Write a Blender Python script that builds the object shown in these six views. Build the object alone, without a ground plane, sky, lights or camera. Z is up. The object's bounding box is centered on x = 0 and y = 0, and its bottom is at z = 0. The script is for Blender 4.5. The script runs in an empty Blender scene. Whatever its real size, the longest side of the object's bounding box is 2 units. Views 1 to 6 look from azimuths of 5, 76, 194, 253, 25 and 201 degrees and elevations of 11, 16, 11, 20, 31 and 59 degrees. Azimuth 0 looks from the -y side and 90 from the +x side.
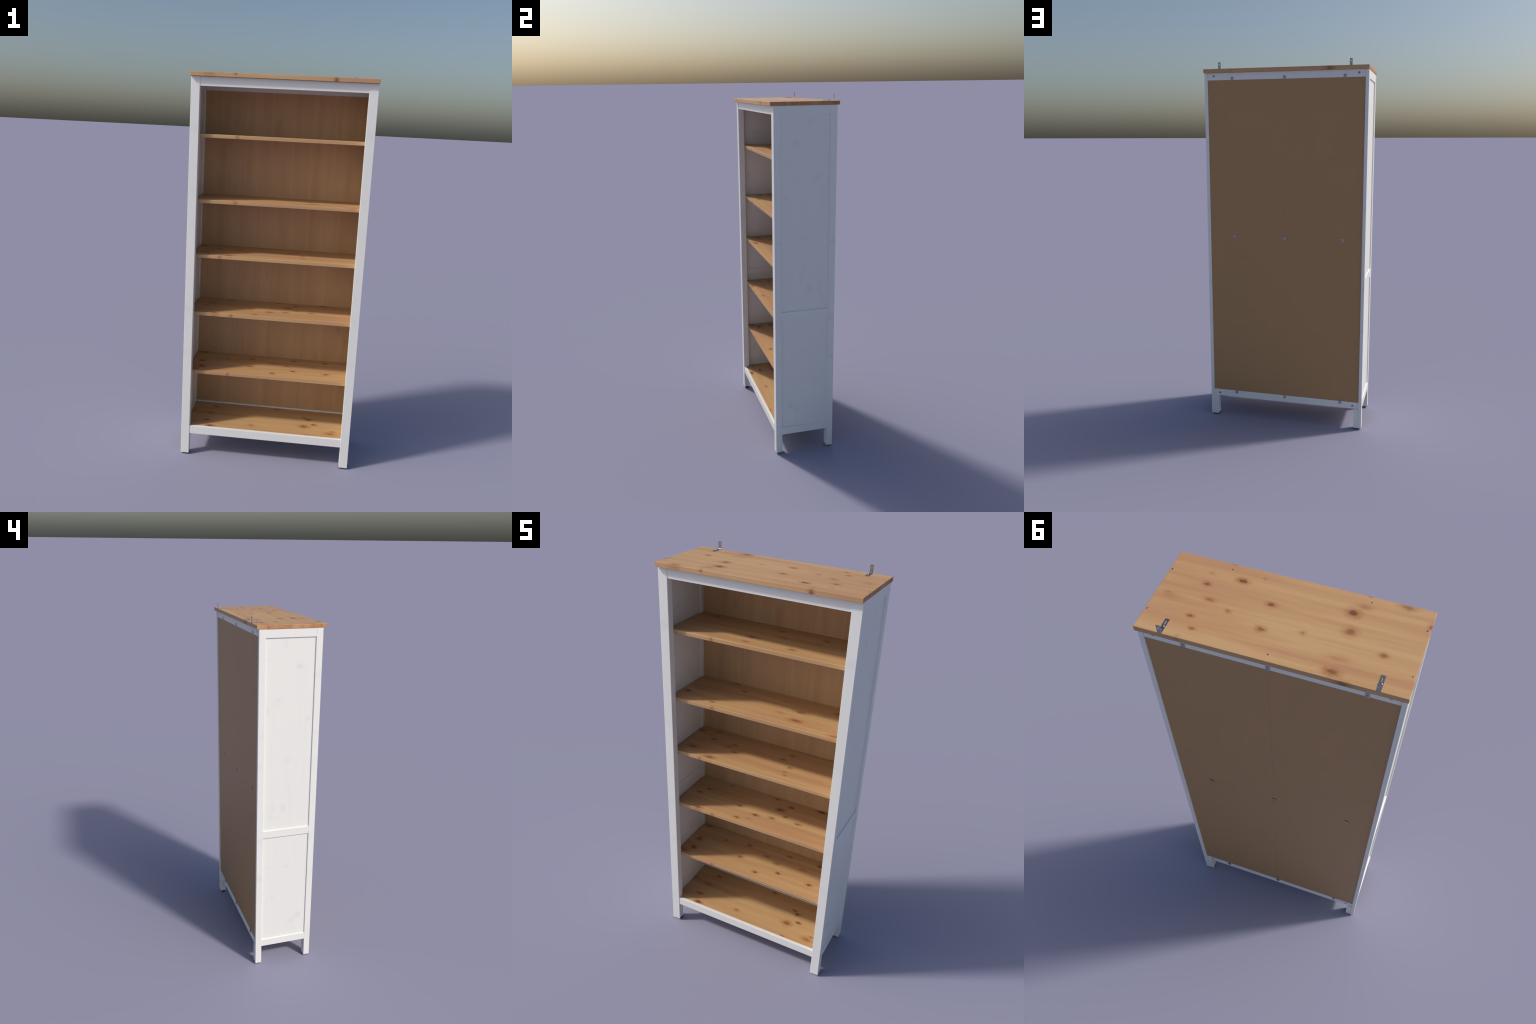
"""Tall open bookcase: white painted frame-and-panel sides, pine top, five pine
shelves over a bottom shelf, hardboard back held by small metal clips, and two
wall-fixing brackets on the top board.  All sizes in metres."""
import bpy, bmesh, math
from mathutils import Vector

# ----------------------------------------------------------------- dimensions
TOP_X, TOP_Y = 0.4435, 0.1835          # half size of the top board
TOP_Z0, TOP_Z1 = 1.9477, 1.9672
OUT_X = 0.4415                         # outer face of the side frames
STILE_IN = 0.4240                      # inner face of the side frames
POST_IN = 0.3980                       # inner face of the front posts
FRONT_Y0, FRONT_Y1 = -0.1660, -0.1305  # front posts
REAR_Y0, REAR_Y1 = 0.1360, 0.1715      # rear posts
FOOT_Z = 0.0050                        # wood starts here, pads are below
PANEL_OUT, PANEL_IN = 0.4346, 0.4280   # recessed side panels
RAIL_Z = [(1.9040, 1.9475), (0.8157, 0.8584), (0.1173, 0.1600)]
SHELF_TOP = [1.6803, 1.3600, 1.0816, 0.7792, 0.4608]
SHELF_T = 0.0180
SHELF_Y0, SHELF_Y1 = -0.1300, 0.1596
BOTTOM_SHELF_TOP = 0.1590
BACK_Y0, BACK_Y1 = 0.1600, 0.1652      # back board
BACK_Z0, BACK_Z1 = 0.1557, 1.9093
CLIP_X = [0.2862, -0.0006, -0.3190]

scene = bpy.context.scene
coll = scene.collection

# ------------------------------------------------------------------ node tools
class Nodes:
    def __init__(self, name):
        self.mat = bpy.data.materials.new(name)
        self.mat.use_nodes = True
        self.nt = self.mat.node_tree
        self.nt.nodes.clear()
        self.out = self.nt.nodes.new("ShaderNodeOutputMaterial")
        self.bsdf = self.nt.nodes.new("ShaderNodeBsdfPrincipled")
        self.link(self.bsdf.outputs[0], self.out.inputs[0])
        self.obj = self.nt.nodes.new("ShaderNodeTexCoord").outputs["Object"]

    def link(self, a, b):
        self.nt.links.new(a, b)

    def put(self, sock, v):
        if isinstance(v, bpy.types.NodeSocket):
            self.link(v, sock)
        else:
            sock.default_value = v

    def vmath(self, op, a, b=None):
        n = self.nt.nodes.new("ShaderNodeVectorMath"); n.operation = op
        self.put(n.inputs[0], a)
        if b is not None:
            self.put(n.inputs[1], b)
        return n.outputs["Value"] if op in ("LENGTH", "DOT_PRODUCT") else n.outputs[0]

    def math(self, op, a, b=0.0, c=None):
        n = self.nt.nodes.new("ShaderNodeMath"); n.operation = op
        self.put(n.inputs[0], a); self.put(n.inputs[1], b)
        if c is not None:
            self.put(n.inputs[2], c)
        return n.outputs[0]

    def remap(self, v, a, b, c=0.0, d=1.0, smooth=True):
        n = self.nt.nodes.new("ShaderNodeMapRange")
        n.interpolation_type = "SMOOTHSTEP" if smooth else "LINEAR"
        self.put(n.inputs[0], v)
        for i, x in enumerate((a, b, c, d)):
            n.inputs[i + 1].default_value = x
        return n.outputs[0]

    def noise(self, vec, scale=1.0, detail=3.0, rough=0.55, dist=0.0, colour=False):
        n = self.nt.nodes.new("ShaderNodeTexNoise")
        self.link(vec, n.inputs["Vector"])
        n.inputs["Scale"].default_value = scale
        n.inputs["Detail"].default_value = detail
        n.inputs["Roughness"].default_value = rough
        n.inputs["Distortion"].default_value = dist
        return n.outputs["Color" if colour else "Fac"]

    def ramp(self, fac, stops):
        n = self.nt.nodes.new("ShaderNodeValToRGB")
        r = n.color_ramp
        while len(r.elements) > 1:
            r.elements.remove(r.elements[-1])
        r.elements[0].position = stops[0][0]
        r.elements[0].color = (*stops[0][1], 1)
        for p, c in stops[1:]:
            e = r.elements.new(p); e.color = (*c, 1)
        self.link(fac, n.inputs[0])
        return n.outputs[0]

    def mix(self, fac, a, b, mode="MIX"):
        n = self.nt.nodes.new("ShaderNodeMix")
        n.data_type = "RGBA"; n.blend_type = mode
        self.put(n.inputs[0], fac)
        for s, v in ((n.inputs[6], a), (n.inputs[7], b)):
            if isinstance(v, tuple):
                v = (*v, 1)
            self.put(s, v)
        return n.outputs[2]

    def bump(self, h, strength, dist):
        n = self.nt.nodes.new("ShaderNodeBump")
        n.inputs["Strength"].default_value = strength
        n.inputs["Distance"].default_value = dist
        self.link(h, n.inputs["Height"])
        self.link(n.outputs[0], self.bsdf.inputs["Normal"])

    def spots(self, coord, knots):
        """Union of soft ellipsoids: returns (dark core, wider stain)."""
        core = halo = None
        for k in knots:
            (x, y, z), (rx, ry, rz), s = k
            d = self.vmath("SUBTRACT", coord, (x, y, z))
            d = self.vmath("MULTIPLY", d, (1 / rx, 1 / ry, 1 / rz))
            d = self.vmath("LENGTH", d)
            c = self.remap(d, 1.0, 0.35, 0.0, s)
            h = self.remap(d, 2.1, 0.7, 0.0, min(1.0, s + 0.15))
            core = c if core is None else self.math("MAXIMUM", core, c)
            halo = h if halo is None else self.math("MAXIMUM", halo, h)
        return core, halo


# ------------------------------------------------------------------- materials
PINE = [(0.28, (0.495, 0.250, 0.126)), (0.41, (0.530, 0.288, 0.143)),
        (0.50, (0.560, 0.322, 0.150)), (0.58, (0.590, 0.352, 0.168)), (0.70, (0.600, 0.395, 0.200))]


SHELF_PINE = [(p, (c[0] * 1.0, c[1] * 1.035, c[2] * 1.02)) for p, c in PINE]


def pine(name, seed, knots=(), along="x", tones=PINE):
    """Oiled knotty pine, grain along one axis of the board."""
    m = Nodes(name)
    p = m.vmath("ADD", m.obj, (seed * 3.7, seed * 1.3, seed * 2.1))
    wob = m.vmath("MULTIPLY", m.vmath("SUBTRACT", m.noise(p, 14, 2, colour=True), (0.5, 0.5, 0.5)),
                  (0.010, 0.008, 0.008))
    stretch = {"x": (0.9, 17.0, 17.0), "y": (30.0, 30.0, 17.0), "z": (17.0, 17.0, 0.9)}[along]
    fine = {"x": (3.0, 210.0, 210.0), "y": (160.0, 160.0, 60.0), "z": (150.0, 150.0, 3.0)}[along]
    grain = m.vmath("ADD", p, m.vmath("MULTIPLY", wob, (0.35, 0.35, 0.35)))
    broad = m.noise(m.vmath("MULTIPLY", grain, stretch), 1.0, 3.0, 0.55, 0.4)
    col = m.ramp(broad, tones)
    fn = m.noise(m.vmath("MULTIPLY", grain, fine), 1.0, 2.0, 0.5)
    shade = m.remap(fn, 0.25, 0.75, 0.96, 1.03, smooth=False)
    comb = m.nt.nodes.new("ShaderNodeCombineXYZ")
    for i in range(3):
        m.link(shade, comb.inputs[i])
    col = m.mix(1.0, col, comb.outputs[0], "MULTIPLY")
    if knots:
        rag = m.vmath("SUBTRACT", m.noise(p, 70, 2, colour=True), (0.5, 0.5, 0.5))
        kc = m.vmath("ADD", m.vmath("ADD", m.obj, wob), m.vmath("MULTIPLY", rag, (0.016, 0.010, 0.010)))
        core, halo = m.spots(kc, knots)
        patch = m.noise(m.vmath("MULTIPLY", p, (30, 90, 60)), 1.0, 2.0)
        halo = m.math("MULTIPLY", halo, m.remap(patch, 0.3, 0.65, 0.40, 0.90))
        col = m.mix(halo, col, (0.415, 0.165, 0.058))
        col = m.mix(m.math("MULTIPLY", core, 0.92), col, (0.135, 0.048, 0.026))
    m.link(col, m.bsdf.inputs["Base Color"])
    m.bsdf.inputs["Roughness"].default_value = 0.48
    m.bsdf.inputs["Specular IOR Level"].default_value = 0.42
    m.bump(fn, 0.12, 0.0006)
    return m.mat


def end_grain(name, seed):
    """Sawn board end: redder, blotched from lamella to lamella."""
    m = Nodes(name)
    p = m.vmath("ADD", m.obj, (seed, seed * 1.7, seed * 0.6))
    lam = m.noise(m.vmath("MULTIPLY", p, (8, 26, 8)), 1.0, 2.0, 0.6)
    col = m.ramp(lam, [(0.32, (0.300, 0.105, 0.045)), (0.42, (0.450, 0.200, 0.085)),
                       (0.55, (0.520, 0.255, 0.110)), (0.70, (0.560, 0.320, 0.145))])
    rings = m.noise(m.vmath("MULTIPLY", p, (60, 90, 160)), 1.0, 2.0)
    col = m.mix(m.remap(rings, 0.45, 0.75, 0.0, 0.3), col, (0.34, 0.14, 0.06))
    m.link(col, m.bsdf.inputs["Base Color"])
    m.bsdf.inputs["Roughness"].default_value = 0.6
    return m.mat


WHITE = (0.856, 0.852, 0.806)


def paint(name, seed, along="z", spots=()):
    """White stain on pine: faint grain, knots showing through as grey marks."""
    m = Nodes(name)
    p = m.vmath("ADD", m.obj, (seed * 2.3, seed * 0.9, seed * 1.9))
    broad = {"x": (2.0, 26, 26), "y": (26, 2.0, 26), "z": (26, 26, 2.0)}[along]
    fine = {"x": (5, 260, 260), "y": (260, 5, 260), "z": (260, 260, 5)}[along]
    g = m.noise(m.vmath("MULTIPLY", p, broad), 1.0, 3.0, 0.5, 0.3)
    col = m.ramp(g, [(0.28, (0.838, 0.838, 0.796)), (0.5, WHITE), (0.75, (0.862, 0.852, 0.804))])
    f = m.noise(m.vmath("MULTIPLY", p, fine), 1.0, 2.0)
    col = m.mix(m.remap(f, 0.5, 0.8, 0.0, 0.06), col, (0.70, 0.70, 0.68))
    blot = m.noise(m.vmath("MULTIPLY", p, tuple(9 if b > 10 else 5 for b in broad)), 1.0, 1.0)
    col = m.mix(m.remap(blot, 0.66, 0.82, 0.0, 0.16), col, (0.64, 0.67, 0.66))
    if spots:
        wob = m.vmath("MULTIPLY", m.vmath("SUBTRACT", m.noise(p, 30, 2, colour=True), (0.5, 0.5, 0.5)),
                      (0.02, 0.02, 0.02))
        core, halo = m.spots(m.vmath("ADD", m.obj, wob), spots)
        col = m.mix(m.math("MULTIPLY", halo, 0.12), col, (0.66, 0.69, 0.68))
        col = m.mix(m.math("MULTIPLY", core, 0.22), col, (0.56, 0.595, 0.59))
    m.link(col, m.bsdf.inputs["Base Color"])
    m.bsdf.inputs["Roughness"].default_value = 0.42
    m.bsdf.inputs["Specular IOR Level"].default_value = 0.45
    m.bump(f, 0.08, 0.0005)
    return m.mat


def hardboard(name):
    m = Nodes(name)
    cloud = m.noise(m.obj, 6.0, 3.0)
    col = m.ramp(cloud, [(0.3, (0.434, 0.246, 0.098)), (0.7, (0.450, 0.252, 0.100))])
    fleck = m.noise(m.obj, 420.0, 2.0)
    col = m.mix(m.remap(fleck, 0.55, 0.8, 0.0, 0.20), col, (0.36, 0.20, 0.09))
    m.link(col, m.bsdf.inputs["Base Color"])
    m.bsdf.inputs["Roughness"].default_value = 0.45
    m.bsdf.inputs["Specular IOR Level"].default_value = 0.6
    m.bump(fleck, 0.1, 0.0004)
    return m.mat


def veneer(name):
    """Printed pine veneer on the room side of the back board, vertical grain."""
    m = Nodes(name)
    v = m.vmath("MULTIPLY", m.obj, (15.0, 15.0, 0.7))
    broad = m.noise(v, 1.0, 4.0, 0.6, 0.5)
    col = m.ramp(broad, [(0.30, (0.530, 0.300, 0.144)), (0.45, (0.562, 0.332, 0.158)),
                         (0.58, (0.588, 0.358, 0.172)), (0.72, (0.610, 0.380, 0.186))])
    streak = m.noise(m.vmath("MULTIPLY", m.obj, (110.0, 110.0, 3.0)), 1.0, 2.0)
    col = m.mix(m.remap(streak, 0.45, 0.75, 0.0, 0.25), col, (0.47, 0.265, 0.125))
    blush = m.noise(m.vmath("MULTIPLY", m.obj, (14.0, 14.0, 7.0)), 1.0, 1.0)
    col = m.mix(m.remap(blush, 0.66, 0.80, 0.0, 0.45), col, (0.46, 0.195, 0.10))
    m.link(col, m.bsdf.inputs["Base Color"])
    m.bsdf.inputs["Roughness"].default_value = 0.5
    return m.mat


def steel(name, base, rough):
    m = Nodes(name)
    n = m.noise(m.obj, 180.0, 2.0)
    dark = tuple(0.82 * c for c in base)
    m.link(m.ramp(n, [(0.35, dark), (0.65, base)]), m.bsdf.inputs["Base Color"])
    m.bsdf.inputs["Metallic"].default_value = 1.0
    m.bsdf.inputs["Roughness"].default_value = rough
    return m.mat


def plain(name, base, rough):
    m = Nodes(name)
    n = m.noise(m.obj, 300.0, 2.0)
    m.link(m.ramp(n, [(0.3, tuple(0.85 * c for c in base)), (0.7, base)]), m.bsdf.inputs["Base Color"])
    m.bsdf.inputs["Roughness"].default_value = rough
    return m.mat


ZINC = steel("zinc_plated_steel", (0.42, 0.435, 0.45), 0.24)
DULL = steel("dull_zinc", (0.44, 0.45, 0.47), 0.42)
RECESS_DISC = plain("dark_recess_disc", (0.045, 0.045, 0.050), 0.6)  # dark colour of solid discs that stand in for holes and driver recesses
RUBBER = plain("black_plastic", (0.012, 0.012, 0.013), 0.5)

# -------------------------------------------------------------------- geometry
root = bpy.data.objects.new("bookcase", None)
root.empty_display_size = 0.2
coll.objects.link(root)
root["label"] = "tall white open bookcase with knotty pine top and shelves"
root["category"] = "bookcase"


def finish(bm, name, mats, parent=root, loc=(0, 0, 0)):
    bmesh.ops.recalc_face_normals(bm, faces=bm.faces)
    me = bpy.data.meshes.new(name)
    bm.to_mesh(me); bm.free()
    for mt in (mats if isinstance(mats, (list, tuple)) else [mats]):
        me.materials.append(mt)
    ob = bpy.data.objects.new(name, me)
    coll.objects.link(ob)
    ob.parent = parent
    ob.location = loc
    return ob


def extrude_outline(outline, axis, a, b, bevel=0.0, seg=2):
    """Prism: closed 2-D outline swept from a to b along an axis.
    Outline coordinates are the two other axes in x, y, z order."""
    bm = bmesh.new()

    def pos(u, v, w):
        return {"x": (w, u, v), "y": (u, w, v), "z": (u, v, w)}[axis]
    lo = [bm.verts.new(pos(u, v, a)) for u, v in outline]
    hi = [bm.verts.new(pos(u, v, b)) for u, v in outline]
    n = len(outline)
    bm.faces.new(lo); bm.faces.new(hi[::-1])
    for i in range(n):
        bm.faces.new((lo[i], hi[i], hi[(i + 1) % n], lo[(i + 1) % n]))
    bmesh.ops.recalc_face_normals(bm, faces=bm.faces)
    if bevel:
        bmesh.ops.bevel(bm, geom=list(bm.edges), offset=bevel, segments=seg, profile=0.5,
                        affect="EDGES", clamp_overlap=True)
    return bm


def box(name, lo, hi, mats, bevel=0.0012, parent=root, seg=2, end_axis=None):
    """Board with eased edges; its origin sits at its own centre."""
    c = [(p + q) / 2 for p, q in zip(lo, hi)]
    h = [(q - p) / 2 for p, q in zip(lo, hi)]
    bm = extrude_outline([(-h[0], -h[1]), (h[0], -h[1]), (h[0], h[1]), (-h[0], h[1])],
                         "z", -h[2], h[2], bevel, seg)
    if end_axis is not None:
        for f in bm.faces:
            if abs(f.normal[end_axis]) > 0.9:
                f.material_index = 1
    return finish(bm, name, mats, parent, c)


def lathe(profile, steps=24):
    """Solid of revolution about z from (radius, height) pairs starting on the axis."""
    bm = bmesh.new()
    rings = []
    for r, z in profile:
        if r < 1e-6:
            rings.append([bm.verts.new((0, 0, z))])
        else:
            rings.append([bm.verts.new((r * math.cos(2 * math.pi * i / steps),
                                        r * math.sin(2 * math.pi * i / steps), z)) for i in range(steps)])
    for A, B in zip(rings, rings[1:]):
        for i in range(steps):
            j = (i + 1) % steps
            q = [A[i % len(A)], B[i % len(B)], B[j % len(B)], A[j % len(A)]]
            uniq = []
            for v in q:
                if v not in uniq:
                    uniq.append(v)
            if len(uniq) > 2:
                bm.faces.new(uniq)
    return bm


def plate(loops, thick, bends=()):
    """Flat sheet in the xy plane with holes (first loop is the outline), given thickness."""
    bm = bmesh.new()
    edges = []
    for lp in loops:
        vs = [bm.verts.new((x, y, 0)) for x, y in lp]
        edges += [bm.edges.new((vs[i], vs[(i + 1) % len(vs)])) for i in range(len(vs))]
    bmesh.ops.triangle_fill(bm, edges=edges, use_beauty=True)
    g = bmesh.ops.extrude_face_region(bm, geom=list(bm.faces))
    for v in g["geom"]:
        if isinstance(v, bmesh.types.BMVert):
            v.co.z += thick
    return bm


def circle(cx, cy, r, n=20):
    return [(cx + r * math.cos(2 * math.pi * i / n), cy + r * math.sin(2 * math.pi * i / n)) for i in range(n)]


def slot(cx, y0, y1, r, n=8):
    pts = []
    for i in range(n + 1):
        a = math.pi * i / n
        pts.append((cx + r * math.cos(a), y1 - r + r * math.sin(a)))
    for i in range(n + 1):
        a = math.pi + math.pi * i / n
        pts.append((cx + r * math.cos(a), y0 + r + r * math.sin(a)))
    return pts


# ------------------------------------------------------------------- top board
def k(x, y, rx, ry, s, z=0.0, rz=0.08):
    return ((x, y, z), (rx, ry, rz), s)


def edge_knot(x, y, rx, rz, s, z=0.0):
    return ((x, y, z), (rx, 0.006, rz), s)


top_knots = [
    k(0.189, -0.115, 0.019, 0.011, 0.92), k(0.296, -0.065, 0.014, 0.010, 0.75),
    k(0.259, -0.001, 0.018, 0.010, 0.45), k(0.290, 0.084, 0.012, 0.008, 0.70),
    k(0.263, 0.133, 0.011, 0.007, 0.60), k(0.185, 0.027, 0.010, 0.008, 0.40),
    k(0.064, -0.044, 0.016, 0.010, 0.80), k(0.060, 0.066, 0.016, 0.011, 0.65),
    k(-0.071, 0.038, 0.010, 0.008, 0.35), k(-0.195, -0.094, 0.022, 0.017, 0.90),
    k(-0.207, -0.013, 0.022, 0.017, 0.62), k(-0.222, -0.131, 0.024, 0.012, 0.28),
    k(-0.352, -0.172, 0.026, 0.011, 0.50), k(-0.330, 0.046, 0.015, 0.010, 0.55),
    k(-0.204, 0.102, 0.034, 0.012, 0.20), k(-0.202, 0.157, 0.024, 0.014, 0.75),
    k(0.394, 0.019, 0.028, 0.014, 0.15), k(0.404, 0.010, 0.014, 0.006, 0.30),
    k(-0.440, -0.114, 0.010, 0.012, 0.55), k(0.294, 0.176, 0.010, 0.007, 0.20),
    k(0.300, -0.118, 0.012, 0.006, 0.20), k(0.125, -0.150, 0.007, 0.005, 0.20),
    edge_knot(-0.2265, -TOP_Y, 0.007, 0.006, 0.55, 0.006), edge_knot(0.243, -TOP_Y, 0.012, 0.014, 0.70, -0.004),
    edge_knot(-0.240, TOP_Y, 0.022, 0.014, 0.60),
]
box("top_board", (-TOP_X, -TOP_Y, TOP_Z0), (TOP_X, TOP_Y, TOP_Z1),
    [pine("pine_top", 1.0, top_knots), end_grain("pine_top_end", 4.0)], bevel=0.0016, end_axis=0)

# --------------------------------------------------------------------- shelves
D, M, L, F = 0.90, 0.65, 0.45, 0.22       # knot darkness: dark, medium, light, faint
shelf_knots = [
    [(-.333, .130, 12, 7, M), (.009, .102, 12, 7, M), (.053, .031, 14, 7, L), (.225, .093, 14, 9, M),
     (.208, .036, 16, 8, F), (-.068, -.030, 24, 10, M), (-.069, -.094, 14, 7, L), (.136, -.078, 16, 7, M)],
    [(-.394, -.036, 14, 9, M), (-.351, .008, 22, 8, F), (-.229, .151, 14, 6, M), (-.161, .090, 11, 6, M),
     (-.230, -.088, 12, 7, M), (.079, -.023, 18, 9, F), (.158, .025, 26, 11, M), (.173, -.061, 28, 13, M),
     (.310, .095, 14, 10, M), (.367, -.114, 24, 10, L), (.053, .092, 12, 7, F)],
    [(-.406, .110, 16, 9, M), (-.318, .133, 11, 6, L), (-.306, .057, 11, 7, D), (-.185, .054, 11, 6, M),
     (-.202, .028, 10, 6, M), (-.357, -.058, 22, 9, M), (-.157, -.009, 13, 6, M), (-.235, -.108, 24, 12, M),
     (.102, .100, 14, 8, L), (.079, .048, 13, 7, M), (.138, -.007, 11, 7, M), (.132, -.051, 10, 6, L),
     (.144, -.076, 10, 6, L)],
    [(-.241, .139, 11, 6, L), (-.330, .052, 10, 6, D), (-.361, .004, 13, 7, M), (-.298, -.120, 20, 10, M),
     (-.121, -.006, 12, 7, M), (.022, .144, 12, 6, M), (.115, .110, 13, 8, D), (.075, .064, 18, 11, D),
     (-.087, -.100, 13, 8, M), (-.016, -.037, 16, 8, D), (.067, -.021, 13, 8, M), (.122, .021, 11, 7, D),
     (.202, -.004, 13, 7, M), (.264, .149, 20, 10, D), (-.030, -.080, 14, 5, F)],
    [(-.386, .143, 22, 9, L), (-.374, .018, 17, 14, M), (-.362, -.062, 15, 12, D), (-.390, -.103, 20, 10, L),
     (-.240, .070, 11, 7, L), (-.108, .098, 13, 8, M), (-.105, -.012, 14, 8, M), (.016, .059, 13, 7, L),
     (.123, .117, 12, 7, M), (.090, .032, 15, 9, L), (.019, -.084, 14, 8, D), (.125, -.034, 12, 7, D),
     (.300, -.039, 13, 7, D), (.296, .120, 12, 8, M), (.226, .050, 18, 9, F)],
]
for i, zt in enumerate(SHELF_TOP):
    kn = [k(x, y - (SHELF_Y0 + SHELF_Y1) / 2, rx * 0.00115, ry * 0.00115, s) for x, y, rx, ry, s in shelf_knots[i]]
    ex = (-0.212, -0.209, -0.275, -0.208, -0.211)[i]
    kn.append(edge_knot(ex, SHELF_Y0 - (SHELF_Y0 + SHELF_Y1) / 2, 0.009, 0.012, 0.42))
    box("shelf", (-0.4232, SHELF_Y0, zt - SHELF_T), (0.4232, SHELF_Y1, zt),
        [pine("pine_shelf", 12.0 + 2.7 * i, kn, tones=SHELF_PINE), end_grain("pine_shelf_end", 20.0 + i)],
        bevel=0.0016, seg=3, end_axis=0)

# bottom shelf reaches forward between the front posts to meet the front rail
bs_y0, bs_y1 = -0.1478, 0.1495
low_knots = [(-.295, .097, 14, 8, L), (-.410, .036, 12, 8, L), (-.315, .015, 14, 8, L), (-.320, -.074, 17, 8, M),
             (-.293, -.136, 18, 12, D), (-.079, -.090, 13, 8, L), (.050, .131, 13, 7, M), (.202, .056, 12, 6, M),
             (.226, .037, 13, 9, D), (.256, -.018, 12, 7, D), (.200, -.049, 22, 15, M), (.340, -.108, 24, 12, L),
             (.355, -.082, 12, 7, L), (.221, -.143, 13, 6, L)]
bm = extrude_outline([(-0.3972, bs_y0), (0.3972, bs_y0), (0.3972, -0.1297), (0.4232, -0.1297),
                      (0.4232, bs_y1), (-0.4232, bs_y1), (-0.4232, -0.1297), (-0.3972, -0.1297)],
                     "z", -SHELF_T / 2, SHELF_T / 2)
finish(bm, "bottom_shelf", pine("pine_bottom_shelf", 31.0,
                                [k(x, y, rx * 0.00115, ry * 0.00115, s) for x, y, rx, ry, s in low_knots], tones=SHELF_PINE),
       loc=(0, 0, BOTTOM_SHELF_TOP - SHELF_T / 2))

# ------------------------------------------------------------------ side frames
upper_marks = [((0, -.051, .378), (.03, .022, .016), .8), ((0, .064, .203), (.03, .020, .020), .5),
               ((0, .118, .153), (.03, .012, .018), .5), ((0, -.106, .098), (.03, .010, .012), .8),
               ((0, .023, .490), (.03, .014, .022), .5), ((0, .117, .419), (.03, .010, .014), .4),
               ((0, .082, -.391), (.03, .012, .030), .5), ((0, .017, -.399), (.03, .014, .026), .8),
               ((0, .094, -.447), (.03, .014, .020), .5),
               ((0, .000, -.120), (.03, .020, .018), .3)]
lower_marks = [((0, -.009, .134), (.03, .010, .012), .7), ((0, .096, .141), (.03, .012, .010), .5),
               ((0, -.086, -.197), (.03, .020, .028), .9), ((0, -.046, -.227), (.03, .020, .014), .8),
               ((0, .070, -.060), (.03, .014, .018), .4)]
post_marks = [((0, 0, .730), (.03, .03, .026), .8), ((0, 0, .422), (.03, .02, .016), .5),
              ((.01, .01, .264), (.03, .03, .020), .6), ((0, 0, -.176), (.03, .03, .022), .6),
              ((0, .005, -.406), (.03, .03, .020), .7), ((0, 0, -.800), (.03, .02, .016), .4)]
POST_PAINT = paint("white_paint_post", 1.0, "z", post_marks)
REAR_PAINT = paint("white_paint_rear_post", 2.0, "z", post_marks[1:5])
RAIL_PAINT = paint("white_paint_side_rail", 3.0, "y")
CROSS_PAINT = paint("white_paint_cross_rail", 4.0, "x")
UPPER_PAINT = paint("white_paint_upper_panel", 5.0, "z", upper_marks)
LOWER_PAINT = paint("white_paint_lower_panel", 6.0, "z", lower_marks)
POST_TOP = 1.9475


def span(side, a, b):
    """x interval mirrored to the given side."""
    return (side * a, side * b) if side > 0 else (side * b, side * a)


for side in (-1, 1):
    x0, x1 = span(side, POST_IN, OUT_X)
    box("front_post", (x0, FRONT_Y0, FOOT_Z), (x1, FRONT_Y1, POST_TOP), POST_PAINT, 0.0016)
    x0, x1 = span(side, STILE_IN, OUT_X)
    box("rear_post", (x0, REAR_Y0, FOOT_Z), (x1, REAR_Y1, POST_TOP), REAR_PAINT, 0.0014)
    x0, x1 = span(side, STILE_IN + 0.0004, OUT_X - 0.0009)
    for z0, z1 in RAIL_Z:
        box("side_rail", (x0, FRONT_Y1 - 0.0004, z0), (x1, REAR_Y0 + 0.0004, z1), RAIL_PAINT, 0.0012)
    x0, x1 = span(side, PANEL_IN, PANEL_OUT)
    for (zt, pz, mt) in ((RAIL_Z[0][0], RAIL_Z[1][1], UPPER_PAINT), (RAIL_Z[1][0], RAIL_Z[2][1], LOWER_PAINT)):
        box("side_panel", (x0, FRONT_Y1 - 0.006, pz - 0.006), (x1, REAR_Y0 + 0.006, zt + 0.006), mt, 0.0)
    # inner half of the rear leg below the back rail, with two solid dark discs standing in for pilot holes
    x0, x1 = span(side, POST_IN, STILE_IN)
    blk = box("leg_block", (x0, REAR_Y0, FOOT_Z), (x1, REAR_Y1 - 0.0008, 0.1172), REAR_PAINT, 0.0012)
    for zh in (0.0877, 0.0560):
        bm = lathe([(0, 0.0004), (0.0023, 0.0004), (0.0030, 0.0), (0.0030, -0.004), (0, -0.004)], 14)
        h = finish(bm, "pilot_hole_disc", RECESS_DISC, blk, (-side * 0.0130, 0.0012, zh - (FOOT_Z + 0.1172) / 2))
        h.rotation_euler = (0, -side * math.pi / 2, 0)
    # black glides let into the underside of the legs, showing on the inner faces
    x0, x1 = span(side, POST_IN - 0.0005, OUT_X - 0.0050)
    for yc in ((FRONT_Y0 + FRONT_Y1) / 2, (REAR_Y0 + REAR_Y1) / 2):
        box("foot_pad", (x0, yc - 0.0115, 0.0), (x1, yc + 0.0115, 0.0108), RUBBER, 0.0010)

# -------------------------------------------------------- front and back rails
RAIL_FRONT, RAIL_BACK = -0.1640, -0.1485
for z0, z1 in ((1.9034, 1.9475), (0.1173, 0.1606)):
    box("front_rail", (-POST_IN - 0.0003, RAIL_FRONT, z0), (POST_IN + 0.0003, RAIL_BACK, z1), CROSS_PAINT, 0.0014)

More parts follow.
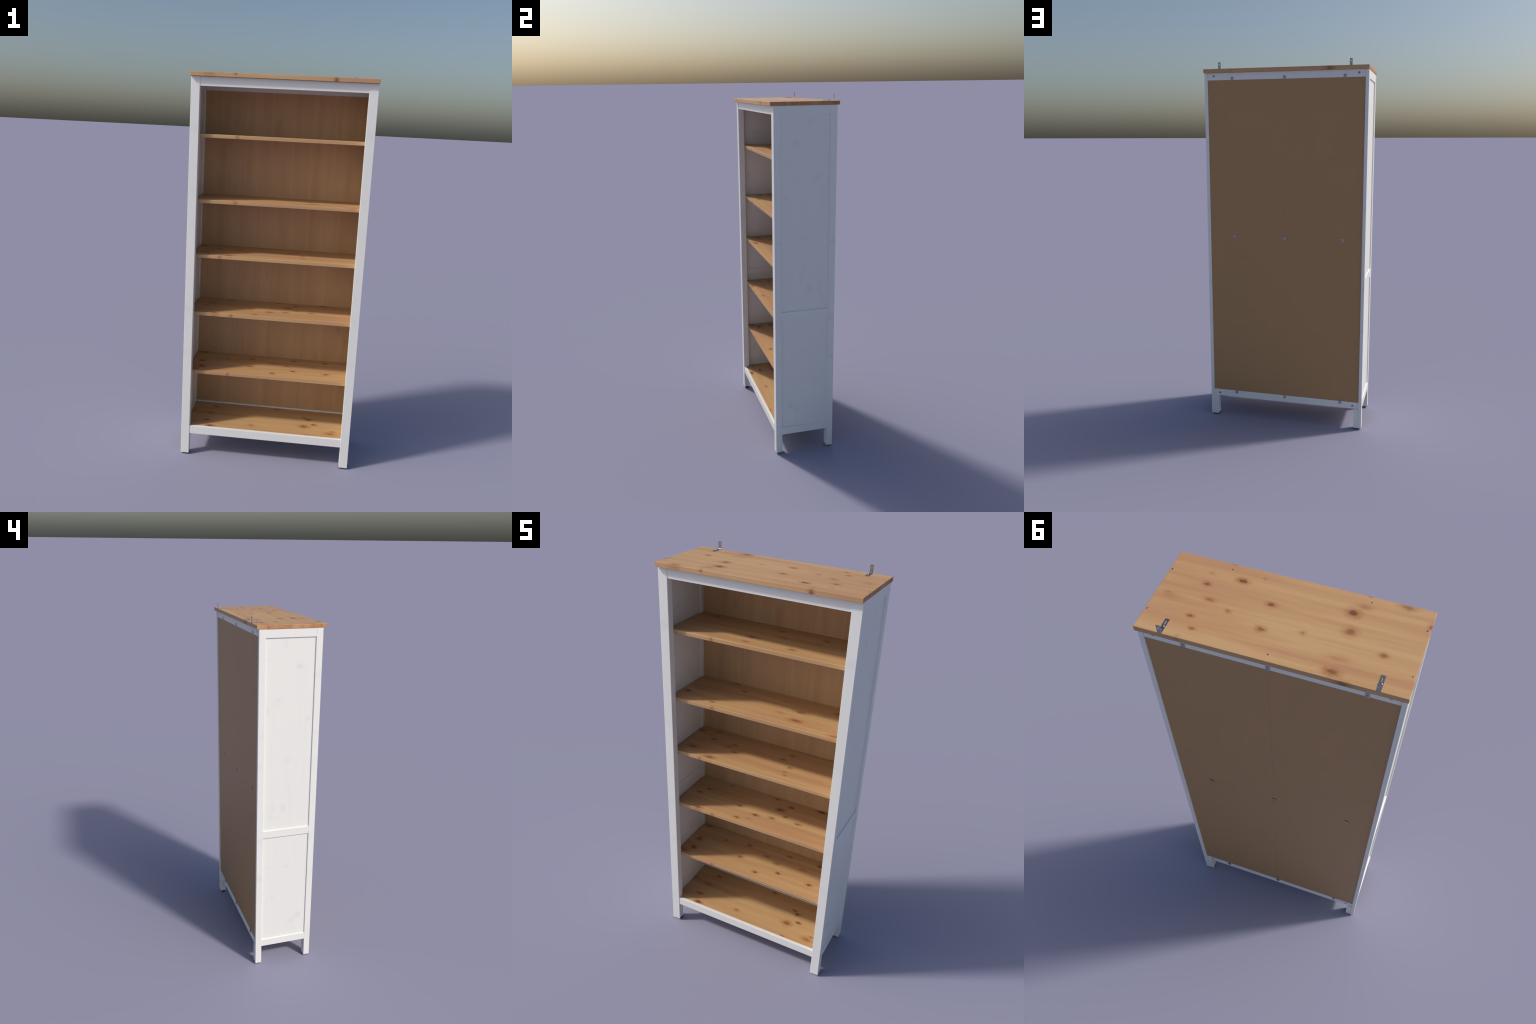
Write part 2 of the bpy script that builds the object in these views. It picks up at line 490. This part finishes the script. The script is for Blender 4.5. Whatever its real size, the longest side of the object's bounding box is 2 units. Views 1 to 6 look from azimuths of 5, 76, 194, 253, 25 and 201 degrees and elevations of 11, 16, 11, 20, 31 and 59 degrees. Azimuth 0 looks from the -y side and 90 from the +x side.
BR_Y0, BR_Y1 = 0.1500, 0.1672
outline_top = [(BR_Y0, 1.9030), (BACK_Y0 - 0.0005, 1.9030), (BACK_Y0 - 0.0005, BACK_Z1 + 0.0003),
               (BR_Y1, BACK_Z1 + 0.0003), (BR_Y1, 1.9473), (BR_Y0, 1.9473)]
outline_low = [(BR_Y0, 0.1178), (BR_Y1, 0.1178), (BR_Y1, BACK_Z0 - 0.0003), (BACK_Y0 - 0.0005, BACK_Z0 - 0.0003),
               (BACK_Y0 - 0.0005, 0.1655), (BR_Y0, 0.1655)]
for ol in (outline_top, outline_low):
    zc = sum(z for _, z in ol) / len(ol)
    bm = extrude_outline([(y, z - zc) for y, z in ol], "x", -STILE_IN + 0.0002, STILE_IN - 0.0002, 0.0006, 1)
    rail = finish(bm, "back_rail", CROSS_PAINT, loc=(0, 0, zc))

# -------------------------------------------------------------------- back board
g = 0.0004      # fold line down the middle of the outer face
bm = extrude_outline([(-STILE_IN + 0.0004, BACK_Y0), (STILE_IN - 0.0004, BACK_Y0), (STILE_IN - 0.0004, BACK_Y1),
                      (g, BACK_Y1), (0.0, BACK_Y1 - 0.0005), (-g, BACK_Y1), (-STILE_IN + 0.0004, BACK_Y1)],
                     "z", BACK_Z0, BACK_Z1)
for f in bm.faces:
    if f.calc_center_median().y < BACK_Y0 + 0.0005:
        f.material_index = 1
finish(bm, "back_board", [hardboard("brown_hardboard"), veneer("pine_veneer")])

# ----------------------------------------------------------------------- screws
def screw_meshes(name, r, h, disc_r, metal=ZINC):
    """Pan head with a raised dark disc in place of the driver recess, axis along z, base at z = 0."""
    head = lathe([(0, h), (r * 0.45, h * 0.97), (r * 0.8, h * 0.72), (r, h * 0.2), (r, -0.002), (0, -0.002)])
    for f in head.faces:
        f.smooth = True
    sock = lathe([(0, h + 0.0003), (disc_r * 0.8, h + 0.0003), (disc_r, h * 0.9), (0, h * 0.5)], 12)  # solid disc, slightly proud; its dark colour stands in for a recess
    a = finish(head, name, metal)
    b = finish(sock, "socket_disc", RECESS_DISC, a)
    return a, b


def place(pair, parent, loc, rot=(0, 0, 0)):
    a = pair[0].copy(); b = pair[1].copy()
    coll.objects.link(a); coll.objects.link(b)
    a.parent = parent; a.location = loc; a.rotation_euler = rot
    b.parent = a
    return a


big = screw_meshes("screw", 0.0043, 0.0005, 0.0020, DULL)
small = screw_meshes("screw", 0.0036, 0.0004, 0.0017, DULL)
pan = screw_meshes("screw", 0.0048, 0.0034, 0.0016)
tiny = screw_meshes("screw", 0.0034, 0.0016, 0.0014)
bolt = screw_meshes("bolt", 0.0065, 0.0006, 0.0026, DULL)

for x, y in ((0.4340, -0.0937), (-0.4330, -0.0937), (0.4339, 0.0977), (-0.4325, 0.0976)):
    place(big if y < 0 else small, root, (x, y, TOP_Z1 - 0.0001))
for x, y in ((0.2402, -0.1565), (-0.2381, -0.1566), (0.0005, 0.1560)):
    place(small, root, (x, y, TOP_Z1 - 0.0001))
for sx in (-1, 1):
    for z in (1.9306, 0.1351):
        place(bolt, root, (sx * 0.3900, BR_Y1 - 0.0001, z), (-math.pi / 2, 0, 0))

# ------------------------------------------------- clips that hold the back board
def clip_mesh(w, h, thick=0.0013):
    bm = plate([[(-w / 2, -h / 2), (w / 2, -h / 2), (w / 2, h / 2), (-w / 2, h / 2)]], thick)
    bmesh.ops.bisect_plane(bm, geom=bm.verts[:] + bm.edges[:] + bm.faces[:], plane_co=(0, -h * 0.22, 0),
                           plane_no=(0, 1, 0))
    for v in bm.verts:
        if v.co.y < -h * 0.25:
            v.co.z -= 0.0007          # tongue steps down on to the board
        if v.co.y > h * 0.45:
            v.co.z += 0.0003
    return bm


def make_clip(x, z, w, h, flip, y):
    ob = finish(clip_mesh(w, h), "clip", ZINC, root, (x, y, z))
    # plate lies in xz, outer side towards +y; tongue points down, or up when flipped
    ob.rotation_euler = (-math.pi / 2, math.pi if not flip else 0.0, 0)
    place(tiny, ob, (0, h * 0.08, 0.0012))
    return ob


for x in CLIP_X:
    make_clip(x, 1.9156, 0.0146, 0.0200, False, BR_Y1 + 0.0003)
    make_clip(x, 0.1488, 0.0146, 0.0180, True, BR_Y1 + 0.0003)
    make_clip(x, 1.0678, 0.0180, 0.0148, False, BACK_Y1 + 0.0008)

# ----------------------------------------------------------------- wall brackets
bw, bt = 0.0142, 0.0015
by0, by1, bz1 = 0.1208, 0.1835, 2.0000
for sx in (-1, 1):
    cx = sx * 0.3508
    base = plate([[(-bw / 2, by0), (bw / 2, by0), (bw / 2, by1), (-bw / 2, by1)],
                  slot(0, 0.1276, 0.1468, 0.0022), circle(0, 0.1685, 0.0024)], bt)
    up = plate([[(-bw / 2, bt), (bw / 2, bt), (bw / 2, bz1 - TOP_Z1), (-bw / 2, bz1 - TOP_Z1)],
                circle(0, 1.9877 - TOP_Z1, 0.0024)], bt)
    for v in up.verts:                      # stand the second leaf upright at the rear edge
        v.co = Vector((v.co.x, by1 - bt + v.co.z, v.co.y))
    # rounded inner corner where the sheet is bent
    rad, yc, zc = 0.0022, by1 - bt, bt
    arc = [(yc + 0.0002, zc - 0.0002)]
    arc += [(yc - rad + rad * math.cos(a), zc + rad - rad * math.sin(a))
            for a in [math.pi / 2 * (1 - i / 6) for i in range(7)]][::-1]
    fil = extrude_outline(arc, "x", -bw / 2 + 0.0001, bw / 2 - 0.0001)
    tmp = bpy.data.meshes.new("tmp"); fil.to_mesh(tmp); fil.free()
    base.from_mesh(tmp); bpy.data.meshes.remove(tmp)
    tmp = bpy.data.meshes.new("tmp"); up.to_mesh(tmp); up.free()
    base.from_mesh(tmp); bpy.data.meshes.remove(tmp)
    br = finish(base, "wall_bracket", ZINC, root, (cx, 0, TOP_Z1 + 0.0001))
    place(pan, br, (0, 0.1545, bt))

for pair in (big, small, pan, tiny, bolt):          # drop the prototypes
    for o in pair[::-1]:
        bpy.data.objects.remove(o)
